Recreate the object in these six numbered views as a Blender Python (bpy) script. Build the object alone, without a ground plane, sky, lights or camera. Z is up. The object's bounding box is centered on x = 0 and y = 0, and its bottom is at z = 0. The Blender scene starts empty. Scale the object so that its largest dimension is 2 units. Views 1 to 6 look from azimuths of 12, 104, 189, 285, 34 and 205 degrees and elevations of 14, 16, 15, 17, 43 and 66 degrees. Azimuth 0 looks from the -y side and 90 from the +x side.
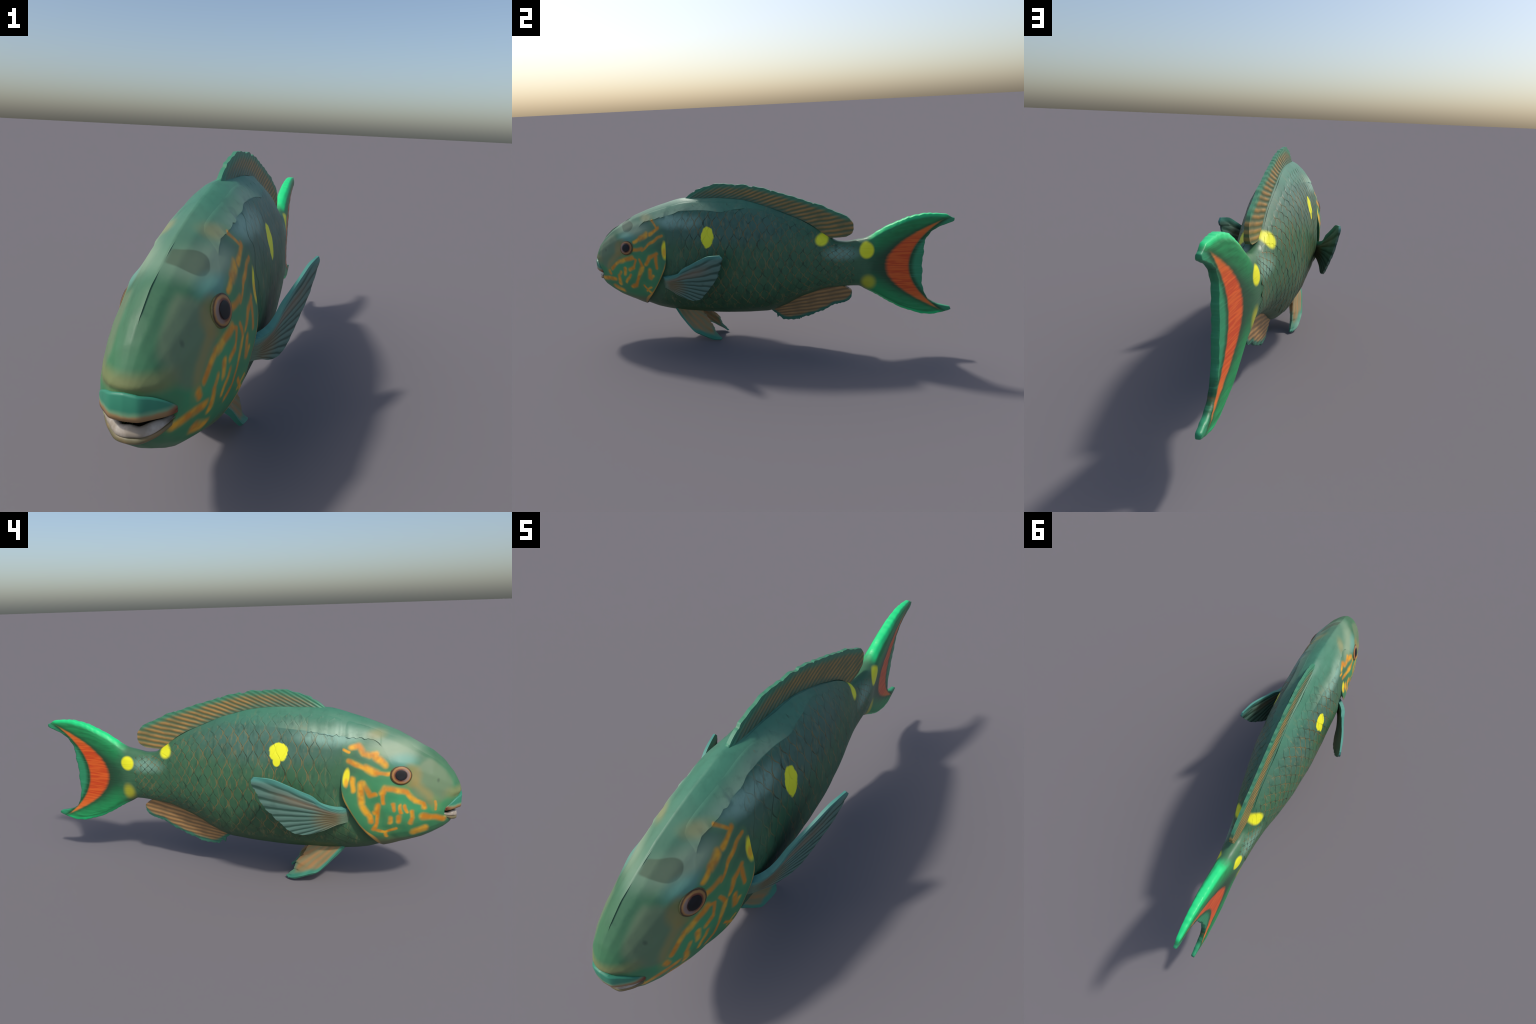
import math
import numpy as np

# ------------------------------------------------------------------ profiles
def pchip(knots):
    """monotone cubic curve through (x, y) knots"""
    x = np.array([k[0] for k in knots], float)
    y = np.array([k[1] for k in knots], float)
    h = np.diff(x)
    d = np.diff(y) / h
    m = np.zeros_like(y)
    m[0], m[-1] = d[0], d[-1]
    for i in range(1, len(x) - 1):
        if d[i - 1] * d[i] > 0:
            w1, w2 = 2 * h[i] + h[i - 1], h[i] + 2 * h[i - 1]
            m[i] = (w1 + w2) / (w1 / d[i - 1] + w2 / d[i])

    def f(q):
        q = np.clip(np.asarray(q, float), x[0], x[-1])
        i = np.clip(np.searchsorted(x, q) - 1, 0, len(x) - 2)
        t = (q - x[i]) / h[i]
        return ((2 * t**3 - 3 * t**2 + 1) * y[i] + (t**3 - 2 * t**2 + t) * h[i] * m[i]
                + (3 * t**2 - 2 * t**3) * y[i + 1] + (t**3 - t**2) * h[i] * m[i + 1])
    return f


def smooth(a, b, v):
    t = np.clip((np.asarray(v, float) - a) / (b - a), 0, 1)
    return t * t * (3 - 2 * t)


def curve(points):
    """smooth open curve through points, parameter 0..1 by chord length"""
    p = np.array(points, float)
    t = np.concatenate([[0], np.cumsum(np.linalg.norm(np.diff(p, axis=0), axis=1))])
    t /= t[-1]
    fs = [pchip(list(zip(t, p[:, k]))) for k in range(p.shape[1])]
    return lambda q: np.stack([f(q) for f in fs], -1)


NOSE, ROOT = -1.0, 0.50          # snout tip; where the body passes into the tail fin
# the first 0.05 of the profiles is read on a root scale so the snout is blunt
TOP = pchip([(-1.0, .425), (-.998, .462), (-.990, .492), (-.975, .526), (-.955, .557), (-.92, .594), (-.876, .630),
             (-.83, .658), (-.79, .682), (-.743, .709), (-.68, .736), (-.60, .764), (-.527, .787), (-.43, .812),
             (-.35, .820), (-.25, .821), (-.15, .818), (-.05, .803), (.04, .774), (.15, .733), (.23, .697), (.30, .657),
             (.37, .608), (.42, .580), (.46, .578), (.50, .585)])
BOT = pchip([(-1.0, .425), (-.997, .392), (-.988, .362), (-.975, .340), (-.957, .321), (-.92, .297), (-.852, .258),
             (-.80, .239), (-.77, .228), (-.70, .208), (-.64, .190), (-.54, .169), (-.45, .160), (-.30, .156),
             (-.20, .156), (-.12, .159), (-.03, .166), (.055, .178), (.12, .208), (.19, .250), (.28, .289), (.36, .319), (.44, .331),
             (.50, .336)])
WID = pchip([(-1.0, .0), (-.9985, .020), (-.993, .034), (-.975, .053), (-.955, .069), (-.935, .081), (-.90, .097),
             (-.85, .114), (-.78, .130), (-.70, .142), (-.60, .147), (-.50, .147), (-.35, .148), (-.20, .147), (-.06, .142),
             (.07, .129), (.20, .107), (.33, .081), (.45, .063), (.50, .058)])
# height of the widest level, and how full the section is above and below it
MID = pchip([(-1, .425), (-.9, .420), (-.75, .435), (-.5, .455), (-.2, .46), (0, .465), (.3, .465), (.5, .46)])
FULL_UP = pchip([(-1, 1.0), (-.9, 1.1), (-.75, 1.22), (-.58, 1.16), (-.45, 1.08), (-.30, 1.2), (-.2, 1.25), (0, 1.2), (.3, 1.02), (.42, .85), (.5, .8)])
FULL_DN = pchip([(-1, 1.0), (-.9, .74), (-.75, .72), (-.62, .80), (-.3, .95), (.1, 1.05), (.3, 1.05), (.5, .85)])
GILL = -.50                       # ring on which the gill cover ends
GILL_SHIFT = pchip([(.15, -.215), (.20, -.195), (.25, -.150), (.30, -.105), (.35, -.068), (.40, -.037), (.46, -.004), (.49, 0), (.9, 0)])


def shear(s):
    return smooth(-.97, -.50, s) * (1 - smooth(-.50, -.06, s))


def section(y, phi):
    """point (x, z) of the cross-section at y; phi: 0 = right side, 90 deg = back"""
    c, sn = np.cos(phi), np.sin(phi)
    mid, top, bot, w = MID(y), TOP(y), BOT(y), WID(y)
    mid = np.clip(mid, bot + .35 * (top - bot), top - .35 * (top - bot))
    up = sn >= 0
    z = np.where(up, mid + (top - mid) * sn, mid + (mid - bot) * sn)
    e = np.where(up, FULL_UP(y), FULL_DN(y))
    x = w * np.sign(c) * np.abs(c) ** e
    return x, z


def body_point(s, phi):
    """body surface in ring/angle coordinates, with the rings sheared to follow the gill cover"""
    s, phi = np.broadcast_arrays(np.asarray(s, float), np.asarray(phi, float))
    y = s.copy()
    for _ in range(5):
        x, z = section(y, phi)
        y = s + shear(s) * GILL_SHIFT(z)
    x, z = section(y, phi)
    return np.stack([x, y, z], -1)


def side_x(y, z):
    """half-width of the body at (y, z)"""
    top, bot = TOP(y), BOT(y)
    mid = np.clip(MID(y), bot + .35 * (top - bot), top - .35 * (top - bot))
    t = np.where(z >= mid, (z - mid) / np.maximum(top - mid, 1e-6), (mid - z) / np.maximum(mid - bot, 1e-6))
    e = np.where(z >= mid, FULL_UP(y), FULL_DN(y))
    return WID(y) * np.clip(1 - t * t, 0, 1) ** (e / 2)


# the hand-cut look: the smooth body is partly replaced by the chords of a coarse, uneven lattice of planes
_frng = np.random.default_rng(11)
F_S = np.array([-1.0, -.9985, -.988, -.962, -.925, -.87, -.80, -.73, -.65, -.57, -.50, -.43, -.35, -.26, -.17, -.07, .03, .13, .23, .32, .40, .46, .50])
F_N = 22
F_PHI = (np.arange(F_N) + .5 + _frng.uniform(-.18, .18, F_N)) * 2 * math.pi / F_N
F_PHI = np.sort(np.where(np.abs(F_PHI - math.pi / 2) < .2, math.pi / 2, F_PHI))
F_T = np.stack([body_point(np.full(F_N, q), F_PHI) for q in F_S])
FACET = pchip([(-1, .5), (-.95, .85), (-.65, .8), (-.52, .35), (-.3, .4), (.2, .4), (.5, 0)])


def facet_body(s, phi):
    s, phi = np.broadcast_arrays(np.asarray(s, float), np.asarray(phi, float))
    smooth_p = body_point(s, phi)
    ext = np.concatenate([[F_PHI[-1] - 2 * math.pi], F_PHI, [F_PHI[0] + 2 * math.pi]])
    a = np.mod(phi, 2 * math.pi)
    j = np.clip(np.searchsorted(ext, a, side="right") - 1, 0, F_N)
    v = (a - ext[j]) / (ext[j + 1] - ext[j])
    j0, j1 = (j - 1) % F_N, j % F_N
    sc = np.clip(s, F_S[0], F_S[-1])
    i = np.clip(np.searchsorted(F_S, sc, side="right") - 1, 0, len(F_S) - 2)
    u = (sc - F_S[i]) / (F_S[i + 1] - F_S[i])
    # each lattice cell is two flat triangles
    p00, p10, p01, p11 = F_T[i, j0], F_T[i + 1, j0], F_T[i, j1], F_T[i + 1, j1]
    U, W = u[..., None], v[..., None]
    lower = p00 + U * (p10 - p00) + W * (p01 - p00)
    upper = p11 + (1 - U) * (p01 - p11) + (1 - W) * (p10 - p11)
    flat = np.where(U + W <= 1, lower, upper)
    k = FACET(s)[..., None]
    return smooth_p * (1 - k) + flat * k
import bpy
import random
from mathutils import Vector, Matrix

random.seed(7)
rng = np.random.default_rng(7)


# ------------------------------------------------------------------ scene helpers
def srgb(r, g, b):
    f = lambda v: (v / 255 / 12.92) if v / 255 <= .04045 else ((v / 255 + .055) / 1.055) ** 2.4
    return (f(r), f(g), f(b), 1.0)


def add_object(name, mesh, parent=None, mats=()):
    ob = bpy.data.objects.new(name, mesh)
    bpy.context.scene.collection.objects.link(ob)
    for m in mats:
        if m.name not in [k.name for k in mesh.materials]:
            mesh.materials.append(m)
    if parent:
        ob.parent = parent
    return ob


def make_mesh(name, verts, faces, smooth_shade=True, mat_index=None):
    me = bpy.data.meshes.new(name)
    me.from_pydata([tuple(map(float, v)) for v in verts], [], [tuple(f) for f in faces])
    me.update()
    me.polygons.foreach_set("use_smooth", [smooth_shade] * len(me.polygons))
    if mat_index is not None:
        me.polygons.foreach_set("material_index", mat_index)
    return me


# ------------------------------------------------------------------ node helpers
class Nodes:
    def __init__(self, name, roughness=.5, spec=.4, coat=0.0):
        self.mat = bpy.data.materials.new(name)
        self.mat.use_nodes = True
        self.t = self.mat.node_tree
        self.bsdf = self.t.nodes["Principled BSDF"]
        self.bsdf.inputs["Roughness"].default_value = roughness
        self.bsdf.inputs["Specular IOR Level"].default_value = spec
        self.bsdf.inputs["Coat Weight"].default_value = coat
        self.obj = self.new("ShaderNodeTexCoord").outputs["Object"]
        sep = self.new("ShaderNodeSeparateXYZ")
        self.link(self.obj, sep.inputs[0])
        self.x, self.y, self.z = sep.outputs

    def new(self, kind):
        return self.t.nodes.new(kind)

    def link(self, a, b):
        if hasattr(a, "is_output"):
            self.t.links.new(a, b)
        else:
            b.default_value = a

    def m(self, op, a, b=0.0, c=0.0, clamp=False):
        n = self.new("ShaderNodeMath")
        n.operation, n.use_clamp = op, clamp
        for i, v in enumerate((a, b, c)):
            self.link(v, n.inputs[i])
        return n.outputs[0]

    def v(self, op, a, b=(0, 0, 0), scale=None):
        n = self.new("ShaderNodeVectorMath")
        n.operation = op
        self.link(a, n.inputs[0])
        self.link(b, n.inputs[1])
        if scale is not None:
            self.link(scale, n.inputs["Scale"])
        return n.outputs["Value"] if op in ("LENGTH", "DOT_PRODUCT", "DISTANCE") else n.outputs["Vector"]

    def vec(self, x, y, z):
        n = self.new("ShaderNodeCombineXYZ")
        for i, q in enumerate((x, y, z)):
            self.link(q, n.inputs[i])
        return n.outputs[0]

    def step(self, v, a, b, lo=0.0, hi=1.0):
        n = self.new("ShaderNodeMapRange")
        n.interpolation_type = "SMOOTHSTEP"
        for i, q in enumerate((v, a, b, lo, hi)):
            self.link(q, n.inputs[i])
        return n.outputs[0]

    def noise(self, scale, detail=3.0, rough=.55, vector=None, dist=0.0):
        n = self.new("ShaderNodeTexNoise")
        self.link(vector if vector is not None else self.obj, n.inputs["Vector"])
        n.inputs["Scale"].default_value = scale
        n.inputs["Detail"].default_value = detail
        n.inputs["Roughness"].default_value = rough
        n.inputs["Distortion"].default_value = dist
        return n.outputs["Fac"]

    def stretched(self, scale3):
        return self.v("MULTIPLY", self.obj, scale3)

    def mix(self, fac, a, b, blend="MIX"):
        n = self.new("ShaderNodeMix")
        n.data_type, n.blend_type = "RGBA", blend
        self.link(fac, n.inputs[0])
        self.link(a, n.inputs[6])
        self.link(b, n.inputs[7])
        return n.outputs[2]

    def fcurve(self, v, knots, lo, hi):
        """a curve z = f(v) through knots (both mapped to 0..1 inside the node)"""
        n = self.new("ShaderNodeFloatCurve")
        x0, x1 = knots[0][0], knots[-1][0]
        c = n.mapping.curves[0]
        pts = [((a - x0) / (x1 - x0), (b - lo) / (hi - lo)) for a, b in knots]
        c.points[0].location, c.points[1].location = pts[0], pts[-1]
        for p in pts[1:-1]:
            c.points.new(*p)
        n.mapping.update()
        q = self.m("DIVIDE", self.m("SUBTRACT", v, x0), x1 - x0, clamp=True)
        self.link(q, n.inputs["Value"])
        return self.m("MULTIPLY_ADD", n.outputs[0], hi - lo, lo)

    def ellipse(self, yc, zc, ry, rz, soft=.2, wob=None, y=None, z=None):
        a = self.m("DIVIDE", self.m("SUBTRACT", self.y if y is None else y, yc), ry)
        b = self.m("DIVIDE", self.m("SUBTRACT", self.z if z is None else z, zc), rz)
        d = self.m("SQRT", self.m("ADD", self.m("MULTIPLY", a, a), self.m("MULTIPLY", b, b)))
        if wob is not None:
            d = self.m("ADD", d, wob)
        return self.step(d, 1 + soft, 1 - soft)

    def centred_noise(self, scale, amount, detail=2.0):
        return self.m("MULTIPLY", self.m("SUBTRACT", self.noise(scale, detail), .5), amount)

    def polar(self, y0, z0):
        return self.m("ARCTAN2", self.m("SUBTRACT", self.z, z0), self.m("SUBTRACT", self.y, y0))

    def bump(self, height, strength=.3, distance=.004):
        n = self.new("ShaderNodeBump")
        n.inputs["Strength"].default_value = strength
        n.inputs["Distance"].default_value = distance
        self.link(height, n.inputs["Height"])
        self.link(n.outputs[0], self.bsdf.inputs["Normal"])

    def done(self, colour):
        self.link(colour, self.bsdf.inputs["Base Color"])
        return self.mat


# ------------------------------------------------------------------ body skin
GREEN = srgb(64, 107, 76)
TEAL = srgb(62, 116, 92)
OLIVE = srgb(54, 80, 50)
SLATE = srgb(80, 108, 104)
PALE = srgb(150, 190, 172)
YELLOW = srgb(238, 236, 40)
ORANGE = srgb(232, 152, 52)
DEEP = srgb(36, 78, 60)
TAN = srgb(140, 126, 84)


def flank(n):
    """ground colour shared by the head, the torso, the scales and the tail"""
    up = n.step(n.m("ADD", n.z, n.centred_noise(9, .10)), .60, .80)
    low = n.step(n.m("ADD", n.z, n.centred_noise(8, .12)), .40, .22)
    c = n.mix(up, GREEN, TEAL)
    c = n.mix(n.m("MULTIPLY", low, .7), c, OLIVE)
    # slate-blue sheen tinted into the upper flank, whitish highlight painted behind the nape
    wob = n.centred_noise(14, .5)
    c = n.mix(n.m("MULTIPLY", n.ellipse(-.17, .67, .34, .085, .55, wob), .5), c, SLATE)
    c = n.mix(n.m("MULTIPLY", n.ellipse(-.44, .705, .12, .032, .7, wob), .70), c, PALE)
    c = n.mix(n.m("MULTIPLY", n.ellipse(.44, .525, .075, .030, .7, wob), .50), c, PALE)  # glint on the tail stalk's upper side, mixed into the skin colour
    # smooth back strip above a broken crease line that runs from the brow to mid-back
    crease = back_line(n)
    above = n.m("SUBTRACT", n.z, crease)
    run = n.m("MULTIPLY", n.step(n.y, .06, -.03), n.step(n.y, -.72, -.68))
    strip = n.m("MULTIPLY", n.step(above, -.0015, .0015), run)
    c = n.mix(n.m("MULTIPLY", strip, n.step(n.x, -.01, .01, .25, .6)), c, srgb(70, 130, 106))
    c = n.mix(n.m("MULTIPLY", n.m("MULTIPLY", strip, n.step(above, .055, .0)), n.step(n.y, -.15, -.35, 0, .5)), c, srgb(150, 172, 146))
    mott = n.noise(30, 4, .6)
    c = n.mix(n.step(mott, .45, .8, 0, .30), c, DEEP)
    return c


def back_line(n):
    right = n.fcurve(n.y, [(-.72, .615), (-.707, .624), (-.675, .664), (-.648, .689), (-.554, .716), (-.457, .744), (-.40, .757), (-.27, .760), (-.195, .752), (-.144, .756), (-.06, .765), (.06, .752)], .6, .8)
    left = n.fcurve(n.y, [(-.72, .590), (-.698, .609), (-.679, .642), (-.622, .697), (-.56, .702), (-.437, .718), (-.25, .735), (-.05, .745), (.06, .74)], .5, .8)
    k = n.step(n.x, -.002, .002)
    return n.m("ADD", n.m("MULTIPLY", right, k), n.m("MULTIPLY", left, n.m("SUBTRACT", 1.0, k)))


def yellow_spots(n, c):
    wob = n.centred_noise(28, .55)
    side = n.x
    left = n.step(side, .004, -.004)
    right = n.step(side, -.004, .004)
    big_l = n.m("MAXIMUM", n.ellipse(-.226, .637, .041, .040, .09, wob), n.ellipse(-.219, .598, .017, .022, .15))
    big_r = n.ellipse(-.259, .625, .035, .052, .09, wob)
    m = n.m("MAXIMUM", n.m("MULTIPLY", big_l, left), n.m("MULTIPLY", big_r, right))
    m = n.m("MAXIMUM", m, n.ellipse(.340, .597, .031, .029, .3))
    m = n.m("MAXIMUM", m, n.m("MULTIPLY", n.ellipse(.548, .528, .034, .033, .2), left))
    m = n.m("MAXIMUM", m, n.m("MULTIPLY", n.ellipse(.570, .542, .036, .042, .2), right))
    c = n.mix(m, c, YELLOW)
    faint = n.m("MAXIMUM", n.m("MULTIPLY", n.ellipse(.552, .382, .028, .036, .6), left),
                n.m("MULTIPLY", n.ellipse(.578, .370, .034, .036, .5), right))
    return n.mix(n.m("MULTIPLY", faint, .8), c, srgb(190, 185, 40))


def skin_torso():
    n = Nodes("torso_skin", .5, .4)
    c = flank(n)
    # vertical tan-brown flecks where scale pockets show
    fl = n.noise(22, 3, .6, n.stretched((1, 2.4, .55)))
    zone = n.ellipse(.02, .50, .52, .28, .3)
    c = n.mix(n.m("MULTIPLY", n.step(fl, .56, .72), n.m("MULTIPLY", zone, .35)), c, TAN)
    # paler strip along the flat top of the tail stalk
    c = n.mix(n.m("MULTIPLY", n.ellipse(.49, .585, .055, .016, .5), .6), c, srgb(170, 185, 175))
    c = yellow_spots(n, c)
    n.bump(n.noise(60, 3), .15, .004)
    return n.done(c)


def skin_scale():
    n = Nodes("scale_skin", .48, .42)
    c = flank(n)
    rnd = n.new("ShaderNodeObjectInfo").outputs["Random"]
    c = n.mix(n.m("MULTIPLY", rnd, .12), c, DEEP)
    fl = n.noise(30, 3, .6, n.stretched((1, 2.2, .6)))
    c = n.mix(n.step(fl, .54, .74, 0, .42), c, TAN)
    dk = n.noise(19, 3, .6, n.stretched((1, 2.4, .7)))
    c = n.mix(n.step(dk, .5, .75, 0, .5), c, srgb(34, 66, 50))
    c = yellow_spots(n, c)
    return n.done(c)


def skin_scale_rim():
    """scale margins: dim olive, in places tan, fading toward the back, the belly and the gill cover"""
    n = Nodes("scale_rim", .45, .4)
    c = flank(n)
    fade = n.m("MULTIPLY", n.step(n.y, -.47, -.34, .25, 1), n.step(n.m("SUBTRACT", back_line(n), n.z), -.02, .05, .15, 1))
    fade = n.m("MULTIPLY", fade, n.step(n.z, .19, .30, .2, 1))
    t = n.step(n.noise(17, 3, .6), .38, .56)
    line = n.mix(t, srgb(44, 62, 46), srgb(126, 112, 70))
    c = n.mix(n.m("MULTIPLY", fade, n.step(n.noise(9, 2), .34, .58, .5, .95)), c, line)
    c = yellow_spots(n, c)
    return n.done(c)


TAIL_TOP = [(.50, .585), (.52, .590), (.558, .598), (.602, .621), (.629, .639), (.688, .671), (.739, .695), (.781, .711),
            (.832, .722), (.868, .728), (.941, .725), (.994, .703)]
TAIL_LOW = [(.50, .336), (.524, .337), (.56, .320), (.645, .275), (.676, .257), (.769, .214), (.806, .204), (.863, .191),
            (.90, .191), (.942, .202), (.997, .219)]


def skin_tail():
    n = Nodes("tail_skin", .42, .4)
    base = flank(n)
    y, z = n.y, n.z
    t = n.m("DIVIDE", n.m("SUBTRACT", z, .459), .232)
    t2 = n.m("MULTIPLY", t, t)
    rays = n.noise(130, 2, .5, n.stretched((.1, .07, 1)))
    ray_shift = n.m("MULTIPLY", n.m("SUBTRACT", rays, .5), .012)
    yy = n.m("ADD", y, ray_shift)
    d_in = n.m("SUBTRACT", yy, n.m("MULTIPLY_ADD", t2, .262, .668))
    d_out = n.m("SUBTRACT", n.m("MULTIPLY_ADD", t2, .150, .779), y)
    # dark green web, brighter toward the lobes' leading edges
    ztop = n.fcurve(y, TAIL_TOP, .5, .8)
    zlow = n.fcurve(y, TAIL_LOW, .15, .45)
    near_top = n.m("SUBTRACT", ztop, z)
    near_low = n.m("SUBTRACT", z, zlow)
    edge = n.m("MINIMUM", near_top, near_low)
    streak = n.noise(26, 3, .6, n.stretched((.2, .5, 1.6)))
    web = n.mix(n.step(edge, .15, .03), srgb(38, 82, 56), srgb(36, 142, 82))
    web = n.mix(n.step(streak, .45, .7, 0, .35), web, srgb(26, 92, 54))
    rim = n.m("MULTIPLY", n.step(edge, .022, .008), n.step(y, .52, .60))
    web = n.mix(rim, web, srgb(34, 205, 122))
    c = n.mix(n.step(n.m("ADD", y, n.centred_noise(20, .06)), .545, .63), base, web)
    # margin behind the crescent: dark line, then clear green
    marg = n.mix(n.step(d_out, -.035, -.008), srgb(48, 142, 98), srgb(32, 84, 50))
    marg = n.mix(n.step(rays, .5, .7, 0, .3), marg, srgb(70, 160, 122))
    c = n.mix(n.m("MULTIPLY", n.step(d_out, .002, -.004), n.step(d_in, -.004, .006)), c, marg)
    # dark smear ahead of the crescent
    c = n.mix(n.m("MULTIPLY", n.step(d_in, -.05, -.005), n.m("MULTIPLY", n.step(d_in, .01, -.004), .6)), c, srgb(40, 66, 42))
    red = n.mix(n.step(rays, .40, .62), srgb(208, 74, 28), srgb(226, 98, 36))
    red = n.mix(n.step(n.m("ABSOLUTE", t), .45, .9), red, srgb(226, 112, 44))
    c = n.mix(n.m("MULTIPLY", n.step(d_in, -.014, .014), n.step(d_out, -.008, .008)), c, red)
    c = yellow_spots(n, c)
    n.bump(rays, .25, .004)
    return n.done(c)


# cheek bands: (half-width, points in (y, z)); drawn by distance to the polyline
CHEEK_LEFT = [
    (.010, [(-.536, .669), (-.567, .673), (-.589, .644), (-.612, .636)]), (.009, [(-.612, .636), (-.642, .642)]),
    (.011, [(-.632, .636), (-.676, .600)]), (.005, [(-.508, .655), (-.528, .648)]),
    (.009, [(-.528, .609), (-.568, .594), (-.600, .582)]), (.012, [(-.600, .585), (-.640, .568)]), (.007, [(-.640, .566), (-.690, .563)]),
    (.009, [(-.546, .540), (-.552, .492)]), (.012, [(-.584, .520), (-.582, .440)]),
    (.009, [(-.592, .522), (-.620, .472), (-.638, .476)]), (.010, [(-.580, .434), (-.594, .413), (-.623, .379), (-.628, .352)]),
    (.010, [(-.652, .425), (-.652, .399), (-.646, .394)]), (.007, [(-.657, .392), (-.655, .349), (-.640, .313)]),
    (.005, [(-.640, .313), (-.688, .300), (-.735, .324)]), (.006, [(-.688, .300), (-.693, .277)]),
    (.007, [(-.675, .436), (-.666, .483)]), (.010, [(-.666, .483), (-.680, .506), (-.723, .498), (-.769, .489)]), (.009, [(-.769, .489), (-.805, .450), (-.836, .437)]),
    (.009, [(-.837, .434), (-.841, .420)]), (.007, [(-.714, .436), (-.719, .410)]), (.006, [(-.743, .427), (-.750, .395)]),
    (.006, [(-.763, .427), (-.773, .402)]), (.008, [(-.794, .402), (-.798, .373), (-.790, .347)]), (.009, [(-.742, .378), (-.744, .360)]),
    (.008, [(-.706, .372), (-.708, .352)]), (.012, [(-.840, .380), (-.887, .374), (-.920, .366)]), (.013, [(-.805, .300), (-.850, .322)]),
    (.004, [(-.886, .448), (-.890, .412)]),
]
CHEEK_RIGHT = [
    (.008, [(-.548, .672), (-.594, .634)]), (.011, [(-.616, .632), (-.655, .612)]), (.007, [(-.655, .612), (-.694, .590)]),
    (.009, [(-.699, .549), (-.645, .557)]), (.006, [(-.640, .548), (-.604, .582), (-.523, .629)]),
    (.009, [(-.556, .534), (-.594, .514), (-.622, .472)]), (.007, [(-.559, .520), (-.553, .458)]),
    (.006, [(-.697, .459), (-.683, .495), (-.706, .507)]), (.010, [(-.706, .507), (-.789, .481)]), (.007, [(-.789, .481), (-.848, .434)]),
    (.009, [(-.870, .417), (-.864, .404)]), (.007, [(-.790, .419), (-.805, .397)]), (.008, [(-.805, .397), (-.806, .346)]),
    (.008, [(-.757, .443), (-.761, .410)]), (.009, [(-.727, .437), (-.702, .452)]), (.007, [(-.724, .406), (-.760, .362)]),
    (.006, [(-.659, .500), (-.645, .456)]), (.010, [(-.645, .456), (-.652, .440)]), (.008, [(-.655, .436), (-.667, .411), (-.696, .351)]),
    (.009, [(-.700, .345), (-.726, .333)]), (.010, [(-.598, .438), (-.603, .395)]), (.008, [(-.582, .407), (-.600, .391)]),
    (.005, [(-.649, .348), (-.613, .302)]), (.005, [(-.636, .316), (-.606, .340)]), (.010, [(-.922, .366), (-.881, .372), (-.835, .370)]),
    (.005, [(-.590, .704), (-.560, .676)]), (.012, [(-.800, .300), (-.850, .322)]),
]


def band_group():
    g = bpy.data.node_groups.new("band_distance", "ShaderNodeTree")
    for nm, kind in (("P", "NodeSocketVector"), ("A", "NodeSocketVector"), ("AB", "NodeSocketVector"), ("Scaled", "NodeSocketVector"), ("Width", "NodeSocketFloat")):
        g.interface.new_socket(nm, in_out="INPUT", socket_type=kind)
    g.interface.new_socket("Mask", in_out="OUTPUT", socket_type="NodeSocketFloat")
    g.interface.new_socket("Halo", in_out="OUTPUT", socket_type="NodeSocketFloat")
    i, o = g.nodes.new("NodeGroupInput"), g.nodes.new("NodeGroupOutput")

    def vm(op, a, b=None, scale=None):
        n = g.nodes.new("ShaderNodeVectorMath")
        n.operation = op
        g.links.new(a, n.inputs[0])
        if b is not None:
            g.links.new(b, n.inputs[1])
        if scale is not None:
            g.links.new(scale, n.inputs["Scale"])
        return n
    pa = vm("SUBTRACT", i.outputs["P"], i.outputs["A"]).outputs[0]
    dot = vm("DOT_PRODUCT", pa, i.outputs["Scaled"]).outputs["Value"]
    cl = g.nodes.new("ShaderNodeClamp")
    g.links.new(dot, cl.inputs[0])
    along = vm("SCALE", i.outputs["AB"], scale=cl.outputs[0]).outputs[0]
    d = vm("DISTANCE", pa, along).outputs["Value"]
    r = g.nodes.new("ShaderNodeMath")
    r.operation = "DIVIDE"
    g.links.new(d, r.inputs[0])
    g.links.new(i.outputs["Width"], r.inputs[1])
    mr = g.nodes.new("ShaderNodeMapRange")
    mr.interpolation_type = "SMOOTHSTEP"
    g.links.new(r.outputs[0], mr.inputs[0])
    mr.inputs[1].default_value, mr.inputs[2].default_value = 1.95, .30
    g.links.new(mr.outputs[0], o.inputs[0])
    hr = g.nodes.new("ShaderNodeMapRange")
    hr.interpolation_type = "SMOOTHSTEP"
    g.links.new(d, hr.inputs[0])
    hr.inputs[1].default_value, hr.inputs[2].default_value = .032, .004
    g.links.new(hr.outputs[0], o.inputs[1])
    return g


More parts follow.
